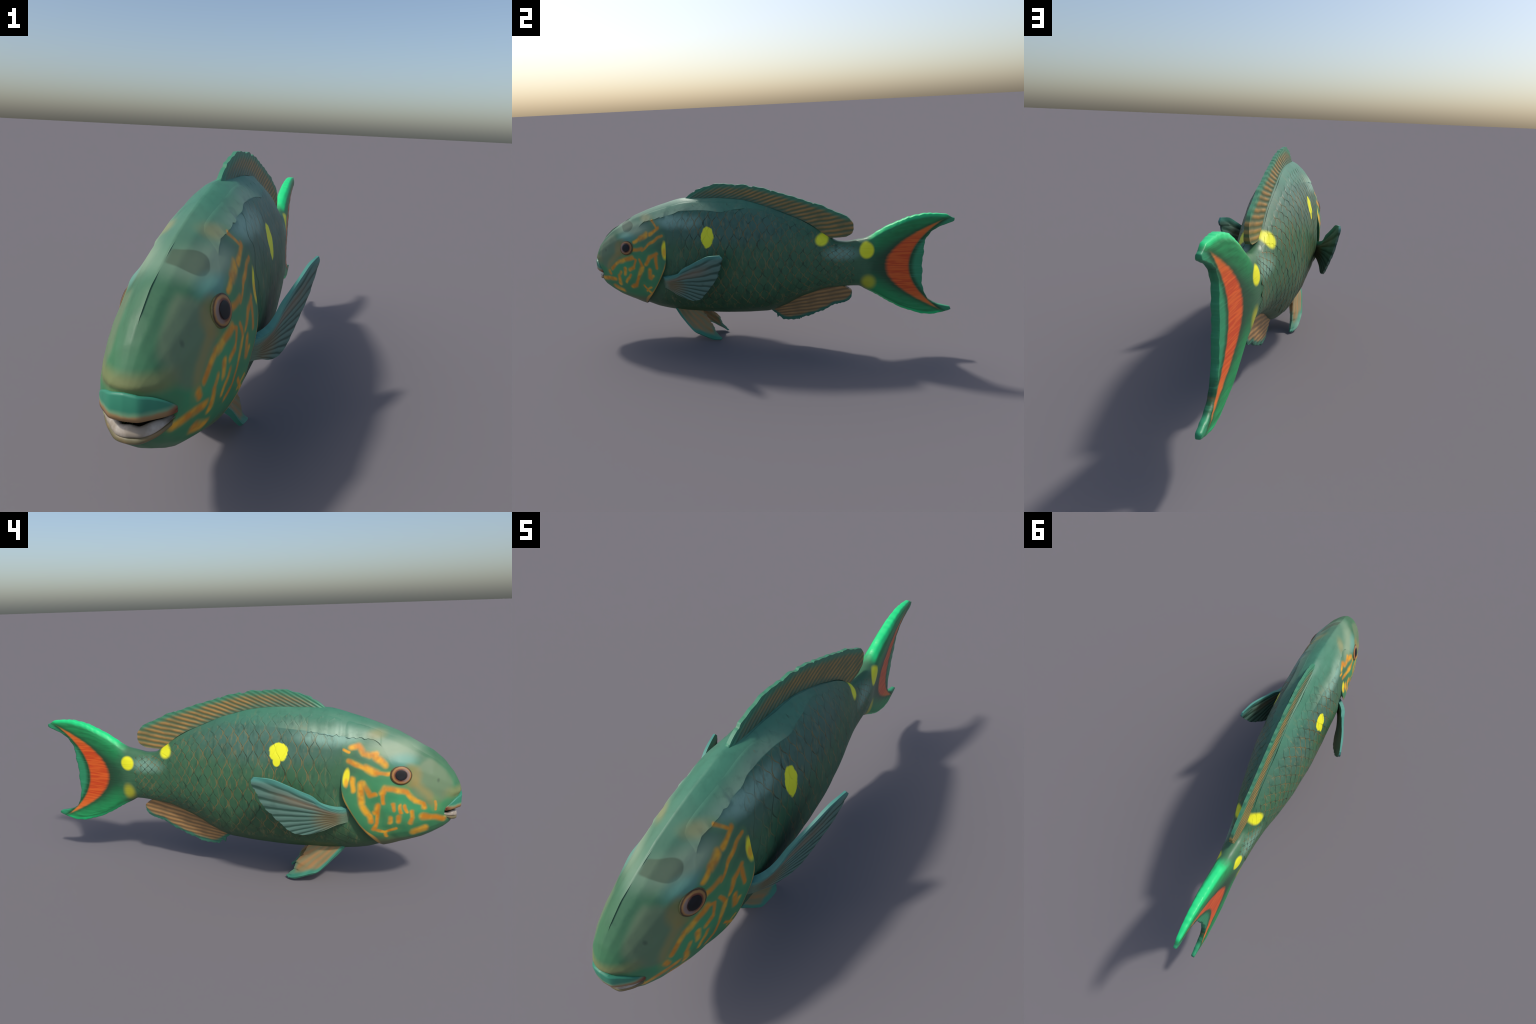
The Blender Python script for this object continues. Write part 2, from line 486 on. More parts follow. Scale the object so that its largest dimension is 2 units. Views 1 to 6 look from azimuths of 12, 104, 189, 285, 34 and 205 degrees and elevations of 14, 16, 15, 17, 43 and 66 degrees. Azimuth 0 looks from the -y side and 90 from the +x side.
def cheek_bands(n):
    """the two sides are told apart by moving the sample point half a metre out to its own side"""
    group = band_group()
    wob_y = n.m("MULTIPLY", n.m("SUBTRACT", n.noise(22, 0), .5), .013)
    off = n.v("ADD", n.obj, (3.1, 1.7, 5.3))
    wob_z = n.m("MULTIPLY", n.m("SUBTRACT", n.noise(22, 0, vector=off), .5), .013)
    sx = n.m("MULTIPLY", n.m("SIGN", n.x), .5)
    p = n.vec(sx, n.m("ADD", n.y, wob_y), n.m("ADD", n.z, wob_z))
    total = halo = None
    for sign, bands in ((-.5, CHEEK_LEFT), (.5, CHEEK_RIGHT)):
        for w, pts in bands:
            for a, b in zip(pts[:-1], pts[1:]):
                ab = (0, b[0] - a[0], b[1] - a[1])
                l2 = ab[1] ** 2 + ab[2] ** 2
                k = n.new("ShaderNodeGroup")
                k.node_tree = group
                n.link(p, k.inputs["P"])
                k.inputs["A"].default_value = (sign, *a)
                k.inputs["AB"].default_value = ab
                k.inputs["Scaled"].default_value = (0, ab[1] / l2, ab[2] / l2)
                k.inputs["Width"].default_value = w * 1.0
                total = k.outputs[0] if total is None else n.m("MAXIMUM", total, k.outputs[0])
                halo = k.outputs[1] if halo is None else n.m("MAXIMUM", halo, k.outputs[1])
    return total, halo


def skin_head():
    n = Nodes("head_skin", .5, .4)
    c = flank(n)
    wob = n.centred_noise(12, .35)
    # grey-green forehead and olive muzzle
    fore = n.step(n.m("ADD", n.m("MULTIPLY_ADD", n.y, .35, n.z), n.centred_noise(7, .05)), .330, .40)
    fore = n.m("MULTIPLY", fore, n.step(n.y, -.53, -.70))
    c = n.mix(n.m("MULTIPLY", fore, .75), c, srgb(84, 124, 100))
    c = n.mix(n.m("MULTIPLY", n.ellipse(-.70, .655, .10, .035, .7, wob), .55), c, srgb(160, 176, 146))  # lit forehead: pale highlight baked into the base colour
    # cheek: clear green field under the eye
    join = n.m("SUBTRACT", 1.0, n.m("MULTIPLY", n.step(n.y, -.57, -.505), n.step(n.z, .50, .58)))
    c = n.mix(n.m("MULTIPLY", n.ellipse(-.72, .42, .24, .17, .35, wob), n.m("MULTIPLY", join, .75)), c, srgb(64, 144, 94))
    c = n.mix(n.m("MULTIPLY", n.ellipse(-.79, .435, .10, .06, .5, wob), .7), c, srgb(58, 158, 106))
    muz = n.ellipse(-.865, .525, .085, .092, .16, wob)
    muz = n.m("MULTIPLY", muz, n.step(n.m("ABSOLUTE", n.x), .035, .055))
    c = n.mix(n.m("MULTIPLY", muz, .8), c, srgb(106, 124, 94))
    # dull olive patch on the right side of the forehead
    patch_ = n.m("MULTIPLY", n.ellipse(-.762, .667, .044, .029, .08, n.centred_noise(11, .9, 0)), n.step(n.x, .0, .01))
    c = n.mix(n.m("MULTIPLY", patch_, .7), c, srgb(80, 94, 72))
    # orange-tan border between muzzle and cheek, and over the lip
    d = n.m("ABSOLUTE", n.m("SUBTRACT", n.m("MULTIPLY_ADD", n.y, -1.05, n.z), n.m("ADD", 1.365, n.centred_noise(10, .05))))
    line = n.m("MULTIPLY", n.step(d, .050, .0), n.m("MULTIPLY", n.step(n.y, -.90, -.87), n.step(n.y, -.77, -.81)))
    c = n.mix(n.m("MULTIPLY", line, .55), c, srgb(160, 138, 76))
    over = n.m("MULTIPLY", n.step(n.y, -.90, -.955), n.step(n.m("ABSOLUTE", n.m("SUBTRACT", n.z, .476)), .034, .006))
    c = n.mix(n.m("MULTIPLY", over, .55), c, srgb(140, 132, 82))
    # brow over the eye
    c = n.mix(n.m("MULTIPLY", n.ellipse(-.745, .612, .055, .026, .6), .6), c, srgb(104, 160, 148))
    # golden stain around the eye
    c = n.mix(n.m("MULTIPLY", n.m("MULTIPLY", n.ellipse(-.765, .552, .060, .050, .25), n.step(n.y, -.74, -.78)), .55), c, srgb(150, 128, 66))
    bands, halo = cheek_bands(n)
    c = n.mix(n.m("MULTIPLY", halo, .36), c, srgb(104, 146, 82))
    bands = n.m("MULTIPLY", bands, n.step(n.noise(16, 3), .32, .55, .75, 1))
    band_colour = n.mix(n.step(n.noise(18, 2), .4, .65), srgb(212, 130, 24), srgb(238, 170, 36))
    c = n.mix(n.m("MULTIPLY", bands, .92), c, band_colour)
    # nape blotches
    c = n.mix(n.m("MULTIPLY", n.ellipse(-.635, .715, .035, .016, .8, wob), .35), c, srgb(176, 148, 84))
    # gill-cover rim: yellow mark above, orange seam below
    lf, rt = n.step(n.x, .004, -.004), n.step(n.x, -.004, .004)
    lean = n.m("MULTIPLY_ADD", n.z, .12, n.m("SUBTRACT", n.y, .065))
    mark_l = n.m("MULTIPLY", n.ellipse(-.519, .544, .0135, .036, .3, y=lean), lf)
    mark_r = n.m("MULTIPLY", n.ellipse(-.504, .552, .019, .046, .3, n.centred_noise(30, .4)), rt)
    c = n.mix(n.m("MAXIMUM", mark_l, mark_r), c, srgb(240, 226, 44))
    foot = n.m("MAXIMUM", n.m("MULTIPLY", n.ellipse(-.520, .520, .009, .018, .5), lf), n.m("MULTIPLY", n.ellipse(-.508, .540, .011, .022, .6), rt))
    c = n.mix(n.m("MULTIPLY", foot, .75), c, srgb(236, 160, 44))
    gz = n.fcurve(n.z, [(.15, -.7), (.2, -.675), (.264, -.645), (.315, -.588), (.37, -.547), (.434, -.512), (.47, -.497), (.52, -.487)], -.8, -.4)
    gd = n.m("ABSOLUTE", n.m("SUBTRACT", n.y, gz))
    seam = n.m("MULTIPLY", n.step(gd, .016, .004), n.m("MULTIPLY", n.step(n.z, .50, .46), n.step(n.z, .19, .25)))
    c = n.mix(seam, c, srgb(206, 152, 66))
    # chin
    c = n.mix(n.m("MULTIPLY", n.step(n.z, .29, .245), .6), c, srgb(110, 104, 72))
    c = n.mix(n.m("MULTIPLY", n.ellipse(-.893, .532, .005, .007, .8), .55), c, srgb(60, 74, 60))
    n.bump(n.noise(50, 3), .12, .004)
    return n.done(c)


def plain(name, colour, second=None, scale=40, rough=.5, spec=.4, coat=0.0, amount=.6):
    n = Nodes(name, rough, spec, coat)
    c = n.mix(n.step(n.noise(scale, 3), .4, .65, 0, amount), colour, second or colour)
    return n.done(c)


# ------------------------------------------------------------------ fins' skins
def fin_skin(name, centre, cycles, web, ray, rim, edge_mask, low=.35, high=.6, tint=None, wide=1.0, relief=.2):
    """fin web with soft rays fanning from a centre; edge_mask(n) is 1 on the coloured margin"""
    n = Nodes(name, .5, .35)
    a = n.polar(*centre)
    w = n.m("SINE", n.m("MULTIPLY_ADD", a, cycles, n.centred_noise(9, 4.0)))
    soft = n.noise(14, 3)
    k = n.m("MULTIPLY", n.step(w, -1.0, wide, .10, .95), n.step(soft, low - .1, high, .45, 1))
    c = n.mix(k, web, ray)
    if tint:
        c = tint(n, c)
    c = n.mix(edge_mask(n), c, rim)
    n.bump(w, relief, .003)
    return n.done(c)


# ------------------------------------------------------------------ BODY MESH
fish = bpy.data.objects.new("parrotfish", None)
bpy.context.scene.collection.objects.link(fish)
fish["label"] = "green parrotfish with orange-striped cheeks, yellow spots and crescent tail"
fish["category"] = "fish"

M = 128
PHI = np.linspace(0, 2 * math.pi, M, endpoint=False)
gill_amount = pchip([(.14, .35), (.20, .7), (.30, 1), (.42, .9), (.47, .65), (.51, .3), (.56, 0), (.9, 0)])


def lumps(p):
    """low-frequency unevenness of a hand-sculpted body"""
    x, y, z = p[:, 0], p[:, 1], p[:, 2]
    return .0016 * (np.sin(17 * y + 9 * z + 1.3) * np.sin(21 * z - 5 * y) + .6 * np.sin(38 * y + 2.1) * np.sin(31 * z + .4 + 6 * x))


def outward(p, phi, amount):
    q = p.copy()
    q[:, 0] += np.cos(phi) * amount
    q[:, 2] += np.sin(phi) * amount * .5
    return q


def head_ring(s, off=None, step=0):
    p = facet_body(s, PHI)
    a = gill_amount(p[:, 2])
    if off is not None:                              # rolled rim: only as far as the cover stands free
        p = facet_body(GILL + (s - GILL) * a + (1 - a) * .0015 * (1 + step), PHI)
    if off is None:
        flare = .010 * a * smooth(-.62, GILL, s) if s <= GILL else -.012 * a * (1 - smooth(-.485, -.42, s))
    else:
        flare = off * a
    p = outward(p, PHI, flare + lumps(p) * smooth(-1, -.93, s))
    # low keel along the nape and forehead
    p[:, 2] += .004 * np.clip(1 - np.abs(p[:, 0]) / .035, 0, 1) * (p[:, 2] > MID(p[:, 1])) * smooth(-.975, -.90, p[:, 1]) * (1 - smooth(-.45, -.38, p[:, 1]))
    # brow ridge and eye socket
    g = np.exp(-(((p[:, 1] + .742) / .050) ** 2 + ((p[:, 2] - .606) / .020) ** 2))
    g -= .6 * np.exp(-(((p[:, 1] + .742) / .045) ** 2 + ((p[:, 2] - .556) / .038) ** 2))
    p[:, 0] += np.sign(p[:, 0]) * .006 * g
    # snout set back behind the lip, then the mouth opening pressed in
    p[:, 1] += .010 * (1 - smooth(-.990, -.925, p[:, 1])) * (1 - smooth(.455, .475, p[:, 2]))
    sill = .350 + .030 * np.clip(np.abs(p[:, 0]) / .082, 0, 1) ** 2.5
    m = smooth(sill, sill + .008, p[:, 2]) * (1 - smooth(.402, .409, p[:, 2])) * (1 - smooth(-.948, -.925, p[:, 1]))
    p[:, 1] += .055 * m
    p[:, 0] *= 1 - .30 * m
    return p, m


rings, masks = [], []
s_head = list(-1 + .10 * np.linspace(.06, 1, 34) ** 2) + list(np.linspace(-.90, GILL, 62)[1:])
for s in s_head:
    p, m = head_ring(float(s))
    rings.append(p)
    masks.append(m)
for step, (s, off) in enumerate(((GILL + .0012, .0085), (GILL - .018, -.004), (GILL - .016, -.012))):      # rolled gill rim
    p, m = head_ring(s, off, step)
    rings.append(p)
    masks.append(m)
i_gill = len(rings) - 3
for s in np.linspace(GILL + .006, ROOT, 120):
    p, m = head_ring(float(s))
    rings.append(p)
    masks.append(m)
i_tail = len(rings) - 14

# tail fin: a thick lunate blade, patched between root, two leading edges and the hollow rear edge
top_edge, low_edge = curve(TAIL_TOP), curve(TAIL_LOW)
rear_edge = curve([(.997, .219), (.990, .233), (.955, .240), (.918, .250), (.885, .272), (.864, .300), (.853, .340), (.848, .40), (.848, .46),
                   (.852, .535), (.861, .595), (.882, .632), (.915, .655), (.955, .675), (.990, .690), (.994, .703)])
thick = pchip([(0, float(WID(ROOT))), (.12, .053), (.3, .042), (.5, .032), (.75, .021), (1, .0115)])
full = pchip([(0, .85), (.25, .75), (.6, .42), (1, .25)])
root_ring = section(np.full(M, ROOT), PHI)
vv = (root_ring[1] - BOT(ROOT)) / (TOP(ROOT) - BOT(ROOT))
root_curve = lambda v: np.stack([np.full_like(v, ROOT), BOT(ROOT) + v * (TOP(ROOT) - BOT(ROOT))], -1)
NU = 80
_nr = np.random.default_rng(5)
nick_u = _nr.uniform(-1, 1, (2, 40)) * .0022


def edge_nick(u, v):
    k = np.interp(u, np.linspace(0, 1, 40), nick_u[0]), np.interp(u, np.linspace(0, 1, 40), nick_u[1])
    return np.where(v > .5, k[0], k[1])


for u in np.linspace(0, 1, NU + 1)[1:]:
    v = np.clip(vv, 0, 1)
    uu = np.full_like(v, u)
    r0, r1 = root_curve(v), rear_edge(v)
    e0, e1 = low_edge(uu), top_edge(uu)
    c00, c10, c01, c11 = root_curve(np.zeros(1))[0], root_curve(np.ones(1))[0], rear_edge(np.zeros(1))[0], rear_edge(np.ones(1))[0]
    U, V = uu[:, None], v[:, None]
    q = (1 - U) * r0 + U * r1 + (1 - V) * e0 + V * e1 - ((1 - U) * (1 - V) * c00 + (1 - U) * V * c10 + U * (1 - V) * c01 + U * V * c11)
    h = thick(u) * (1 + .25 * np.abs(2 * v - 1) ** 2 * smooth(.2, .6, u) * (1 - smooth(.8, 1, u)))
    c = np.cos(PHI)
    x = h * np.sign(c) * np.abs(c) ** full(u)
    x += np.sign(c) * .0007 * np.sin(95 * v * 1.0) * smooth(.35, .7, u) * np.abs(c) ** .3
    nick = edge_nick(u, v) * smooth(.12, .3, u)
    q[:, 1] += np.sign(v - .5) * nick * smooth(.80, 1, np.abs(2 * v - 1))
    q[:, 0] += .004 * np.sin(61 * v + 2) * np.sin(23 * v) * smooth(.90, 1, u)
    rings.append(np.stack([x, q[:, 0], q[:, 1]], -1))
    masks.append(np.zeros(M))

V = np.concatenate(rings)
MASK = np.concatenate(masks)
R = len(rings)
faces, part = [], []
for i in range(R - 1):
    for j in range(M):
        k = (j + 1) % M
        faces.append((i * M + j, i * M + k, (i + 1) * M + k, (i + 1) * M + j))
        in_mouth = MASK[i * M + j] + MASK[(i + 1) * M + k] > 1.0
        part.append("mouth" if in_mouth else "head" if i < i_gill else "torso" if i < i_tail else "tail_fin")
nose = len(V)
V = np.vstack([V, [[0, NOSE + .010, .43]]])
for j in range(M):
    faces.append((nose, (j + 1) % M, j))
    part.append("head")
last = (R - 1) * M
for j in range(-M // 4, M // 4):                      # flat rear edge of the tail blade
    a, b = j % M, (j + 1) % M
    ra, rb = (M // 2 - j) % M, (M // 2 - j - 1) % M
    f = [last + a, last + ra, last + rb, last + b]
    f = list(dict.fromkeys(f))
    if len(f) > 2:
        faces.append(tuple(f[::-1]))
        part.append("tail_fin")

whole = make_mesh("whole_body", V, faces)
import bmesh
bm = bmesh.new()
bm.from_mesh(whole)
bmesh.ops.recalc_face_normals(bm, faces=bm.faces)
bm.to_mesh(whole)
bm.free()
normals = [tuple(v.normal) for v in whole.vertices]
polys = [tuple(p.vertices) for p in whole.polygons]

mats = {"head": skin_head(), "torso": skin_torso(), "tail_fin": skin_tail(),
        "mouth": plain("mouth_lining", srgb(34, 30, 26), srgb(60, 44, 36), rough=.6)}
body = {}
for name, mat in mats.items():
    sel = [f for f, w in zip(polys, part) if w == name]
    used = sorted({v for f in sel for v in f})
    index = {v: i for i, v in enumerate(used)}
    me = make_mesh(name, V[used], [[index[v] for v in f] for f in sel])
    me.normals_split_custom_set_from_vertices([normals[v] for v in used])
    body[name] = add_object(name, me, body["head"] if name == "mouth" else fish, [mat])
bpy.data.meshes.remove(whole)


# ------------------------------------------------------------------ generic solid sheets (fins, lips)
def patch(bottom, top, left, right, nu, nv):
    """Coons patch of 3D curves: bottom/top run along u, left/right along v"""
    u, v = np.linspace(0, 1, nu), np.linspace(0, 1, nv)
    B, T, L, Rr = bottom(u), top(u), left(v), right(v)
    U, W = u[None, :, None], v[:, None, None]
    return ((1 - W) * B[None] + W * T[None] + (1 - U) * L[:, None] + U * Rr[:, None]
            - ((1 - U) * (1 - W) * B[0] + U * (1 - W) * B[-1] + (1 - U) * W * T[0] + U * W * T[-1]))


def solid_sheet(name, grid, half, ridge=None):
    """closed blade: the grid pushed half a thickness each way along its normals, with a rounded rim"""
    nv, nu, _ = grid.shape
    du = np.gradient(grid, axis=1)
    dv = np.gradient(grid, axis=0)
    nrm = np.cross(du, dv)
    nrm /= np.maximum(np.linalg.norm(nrm, axis=2, keepdims=True), 1e-9)
    h = half if np.ndim(half) else np.full((nv, nu), half)
    if ridge is not None:
        h = h + ridge
    a, b = grid + nrm * h[..., None], grid - nrm * h[..., None]
    verts = np.vstack([a.reshape(-1, 3), b.reshape(-1, 3)])
    n = nv * nu
    fs = []
    for i in range(nv - 1):
        for j in range(nu - 1):
            p = i * nu + j
            fs.append((p, p + 1, p + nu + 1, p + nu))
            fs.append((n + p, n + p + nu, n + p + nu + 1, n + p + 1))
    border = [j for j in range(nu)] + [i * nu + nu - 1 for i in range(1, nv)] + [(nv - 1) * nu + j for j in range(nu - 2, -1, -1)] + [i * nu for i in range(nv - 2, 0, -1)]
    for p, q in zip(border, border[1:] + border[:1]):
        fs.append((p, n + p, n + q, q))
    me = make_mesh(name, verts, fs)
    me.set_sharp_from_angle(angle=math.radians(55))
    return me


def ragged(curve_fn, amp, freq, seed, direction):
    r = np.random.default_rng(seed)
    ph = r.uniform(0, 6.28, 4)
    r_c, r_w = r.uniform(.05, .95, 6), r.uniform(.004, .012, 6)

    def f(u):
        p = curve_fn(u)
        chips = sum(-1.6 * np.exp(-((u - c) / w) ** 2) for c, w in zip(r_c, r_w))
        saw = np.abs(((u * freq + ph[0] / 6.28) % 1) - .5) * 2 - .5 + .5 * np.sin(u * freq * 2.3 + ph[1]) + .4 * np.sin(u * freq * .37 + ph[2])
        k = np.minimum(1, np.minimum(u, 1 - u) * 12)
        return p + ((saw + chips) * k * amp)[:, None] * np.array(direction)
    return f


def yz(points, x=0.0):
    return curve([(x, a, b) for a, b in points])


# ------------------------------------------------------------------ dorsal fin
DORSAL_EDGE = [(-.415, .812), (-.369, .844), (-.323, .867), (-.265, .880), (-.212, .889), (-.164, .889), (-.114, .884), (-.048, .880), (.08, .849), (.126, .837),
               (.201, .812), (.271, .791), (.326, .773), (.372, .752), (.430, .728), (.466, .712)]
dorsal_base = yz([(-.420, .800), (-.35, .812), (-.27, .813), (-.18, .811), (-.09, .800), (-.02, .783), (.05, .758), (.12, .733), (.18, .706), (.24, .680), (.30, .644), (.34, .610), (.372, .585)])
dorsal_edge = ragged(yz(DORSAL_EDGE), .0035, 17, 1, (0, -.2, 1))
g = patch(dorsal_base, dorsal_edge, yz([(-.420, .800), (-.415, .812)]),
          ragged(yz([(.372, .598), (.41, .600), (.457, .604), (.480, .612), (.493, .626), (.501, .655), (.496, .676), (.485, .693), (.466, .712)]), .002, 14, 3, (0, 1, 0)), 240, 26)
vgrid = np.linspace(0, 1, 26)[:, None] * np.ones((1, 240))
ang = np.arctan2(g[..., 2] - .45, g[..., 1] + 1.025)
DORSAL_CYCLES = 390
me = solid_sheet("dorsal_fin", g, .0155 - .0095 * vgrid, .0005 * np.sin(ang * DORSAL_CYCLES) * smooth(0, .2, vgrid) * (1 - smooth(.7, .95, vgrid)))


def dorsal_margin(n):
    e = n.fcurve(n.y, DORSAL_EDGE, .6, .95)
    d = n.m("ADD", n.m("SUBTRACT", e, n.z), n.centred_noise(20, .012))
    return n.m("MULTIPLY", n.step(d, .034, .008), .9)


def dorsal_foot(n, c):
    front = n.step(n.y, -.05, -.30)
    c = n.mix(n.m("MULTIPLY", front, .45), c, srgb(78, 106, 88))
    base = n.fcurve(n.y, [(-.42, .80), (-.27, .813), (-.09, .800), (.05, .758), (.18, .706), (.30, .644), (.372, .585)], .5, .9)
    near = n.step(n.m("SUBTRACT", n.z, base), .040, .010)
    return n.mix(n.m("MULTIPLY", near, n.step(n.y, .34, .22, 0, .65)), c, srgb(52, 104, 86))


dorsal = add_object("dorsal_fin", me, fish, [fin_skin("dorsal_skin", (-1.025, .45), DORSAL_CYCLES, srgb(84, 100, 70), srgb(172, 132, 74), srgb(56, 130, 100), dorsal_margin, tint=dorsal_foot)])

# ------------------------------------------------------------------ anal fin
ANAL_EDGE = [(.045, .176), (.080, .150), (.118, .125), (.145, .123), (.170, .127), (.235, .146), (.303, .172), (.360, .200), (.403, .226), (.450, .238)]
g = patch(yz([(.050, .185), (.11, .212), (.17, .250), (.24, .285), (.32, .316), (.405, .342)]), ragged(yz(ANAL_EDGE), .0045, 15, 5, (0, .1, 1)),
          yz([(.050, .185), (.045, .176)]), ragged(yz([(.405, .342), (.440, .334), (.470, .322), (.490, .300), (.491, .278), (.478, .256), (.450, .238)]), .002, 9, 6, (0, 1, 0)), 160, 24)
vgrid = np.linspace(0, 1, 24)[:, None] * np.ones((1, 160))
ang = np.arctan2(g[..., 2] - .02, g[..., 1] + .75)
ANAL_CYCLES = 330
me = solid_sheet("anal_fin", g, .017 - .011 * vgrid, .0005 * np.sin(ang * ANAL_CYCLES) * smooth(0, .2, vgrid) * (1 - smooth(.7, .95, vgrid)))


def anal_margin(n):
    e = n.fcurve(n.y, ANAL_EDGE + [(.495, .29)], .1, .4)
    d = n.m("ADD", n.m("SUBTRACT", n.z, e), n.centred_noise(22, .014))
    return n.m("MULTIPLY", n.step(d, .028, .010), .95)


anal = add_object("anal_fin", me, fish, [fin_skin("anal_skin", (-.75, .02), ANAL_CYCLES, srgb(120, 98, 68), srgb(176, 134, 84), srgb(44, 112, 92), anal_margin)])

# ------------------------------------------------------------------ paired fins
LEAD = [(.118, -.530, .405), (.152, -.500, .408), (.178, -.455, .422), (.188, -.420, .438), (.199, -.385, .470), (.214, -.337, .496), (.231, -.287, .524), (.252, -.214, .557), (.268, -.150, .567)]
REAR = [(.187, -.340, .288), (.196, -.307, .296), (.217, -.252, .348), (.233, -.212, .396), (.246, -.183, .436), (.263, -.150, .512), (.270, -.137, .548), (.268, -.150, .567)]
LOWER = [(.105, -.535, .335), (.136, -.505, .334), (.152, -.477, .328), (.168, -.430, .308), (.178, -.380, .293), (.187, -.340, .288)]
PEC_C, PEC_CYCLES = (-.545, .365), 62


def pec_tint(n, c):
    root = n.ellipse(-.462, .365, .060, .050, .8, n.centred_noise(15, .4))
    c = n.mix(n.m("MULTIPLY", root, .75), c, srgb(118, 98, 62))
    a = n.polar(*PEC_C)
    band = n.m("MULTIPLY", n.step(n.m("ABSOLUTE", n.m("SUBTRACT", a, .36)), .13, .02), n.step(n.y, -.18, -.32))
    c = n.mix(n.m("MULTIPLY", band, .6), c, srgb(132, 112, 90))
    stalk = n.step(n.y, -.475, -.515)
    return n.mix(n.m("MULTIPLY", stalk, .6), c, srgb(104, 132, 108))


def pec_margin(n):
    e = n.fcurve(n.y, [(q[1], q[2]) for q in LEAD], .3, .7)
    return n.m("MULTIPLY", n.step(n.m("SUBTRACT", e, n.z), .030, .006), .8)


pec_skin = fin_skin("pectoral_skin", PEC_C, PEC_CYCLES, srgb(44, 76, 64), srgb(92, 126, 114), srgb(76, 146, 134), pec_margin, tint=pec_tint, wide=.1, low=.2, high=.45, relief=.10)
PELV_LEAD = [(.056, -.512, .182), (.080, -.465, .133), (.089, -.424, .087), (.095, -.390, .057), (.096, -.352, .043), (.090, -.285, .016), (.070, -.250, .005)]
PELV_REAR = [(.038, -.350, .180), (.045, -.330, .136), (.056, -.291, .088), (.058, -.279, .052), (.058, -.243, .008), (.070, -.250, .005)]


def pelv_margin(n):
    e = n.fcurve(n.y, [(q[1], q[2]) for q in PELV_LEAD], -.05, .25)
    front = n.step(n.m("SUBTRACT", n.z, e), .030, .012)
    return n.m("MAXIMUM", n.m("MULTIPLY", front, .95), n.step(n.y, -.305, -.275, 0, .8))


pelv_skin = fin_skin("pelvic_skin", (-.62, .33), 80, srgb(136, 128, 90), srgb(164, 124, 78), srgb(58, 136, 112), pelv_margin)

for sx in (1, -1):
    mir = np.array([sx, 1, 1])
    c3 = lambda pts: curve([(sx * a, b, c) for a, b, c in pts])
    nu, nv = 70, 56
    g = patch(c3(LOWER), c3(LEAD), c3([LOWER[0], (.112, -.534, .370), LEAD[0]]), ragged(c3(REAR), .0025, 17, 8 + sx, (0, 1, -.3)), nu, nv)
    ug = np.ones((nv, 1)) * np.linspace(0, 1, nu)[None]
    vg = np.linspace(0, 1, nv)[:, None] * np.ones((1, nu))
    ang = np.arctan2(g[..., 2] - PEC_C[1], g[..., 1] - PEC_C[0])
    g[..., 0] += sx * .0015
    me = solid_sheet("pectoral_fin", g, .0115 - .007 * smooth(0, .7, ug), .0006 * np.sin(ang * PEC_CYCLES) * smooth(.2, .5, ug))
    add_object("pectoral_fin", me, fish, [pec_skin])

    nu, nv = 40, 20
    g = patch(c3(PELV_LEAD), ragged(c3(PELV_REAR), .004, 7, 20 + sx, (0, 1, -.4)), c3([PELV_LEAD[0], (.038, -.43, .176), PELV_REAR[0]]),
              c3([PELV_LEAD[-1], (.0701, -.2495, .0051)]), nu, nv)
    ug = np.ones((nv, 1)) * np.linspace(0, 1, nu)[None]
    ang = np.arctan2(g[..., 2] - .33, g[..., 1] + .62)
    me = solid_sheet("pelvic_fin", g, .010 - .006 * ug, .0008 * np.sin(ang * 80))
    add_object("pelvic_fin", me, fish, [pelv_skin])

# ------------------------------------------------------------------ eyes
def eye_skin():
    n = Nodes("eye_skin", .5, .3)
    d = n.m("SQRT", n.m("ADD", n.m("POWER", n.m("DIVIDE", n.x, .046), 2), n.m("POWER", n.m("DIVIDE", n.y, .0405), 2)))
    d = n.m("ADD", d, n.centred_noise(60, .10))
    c = n.mix(n.step(d, .50, .62), srgb(52, 28, 24), srgb(118, 66, 46))
    c = n.mix(n.step(d, .62, .74), c, srgb(160, 116, 66))
    c = n.mix(n.step(d, .80, .92), c, srgb(62, 44, 32))
    c = n.mix(n.step(d, .90, 1.0), c, srgb(110, 108, 66))
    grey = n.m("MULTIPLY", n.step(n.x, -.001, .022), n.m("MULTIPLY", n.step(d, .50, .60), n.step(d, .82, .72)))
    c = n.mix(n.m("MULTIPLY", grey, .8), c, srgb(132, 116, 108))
    return n.done(c)


eye_mat, pupil_mat = eye_skin(), plain("pupil_black", srgb(20, 20, 23), srgb(30, 30, 36), 30, .45, .25)


def dome(name, rx, ry, h, rings_=10, seg=40, base=0.0):
    vs, fs = [(0, 0, base + h)], []
    for i in range(1, rings_ + 1):
        a = i / rings_ * math.pi / 2 * 1.12
        for j in range(seg):
            b = j / seg * 2 * math.pi
            vs.append((rx * math.sin(a) * math.cos(b), ry * math.sin(a) * math.sin(b), base + h * math.cos(a)))
    for j in range(seg):
        fs.append((0, 1 + j, 1 + (j + 1) % seg))
    for i in range(rings_ - 1):
        for j in range(seg):
            a, b = 1 + i * seg + j, 1 + i * seg + (j + 1) % seg
            fs.append((a, a + seg, b + seg, b))
    return make_mesh(name, vs, fs)


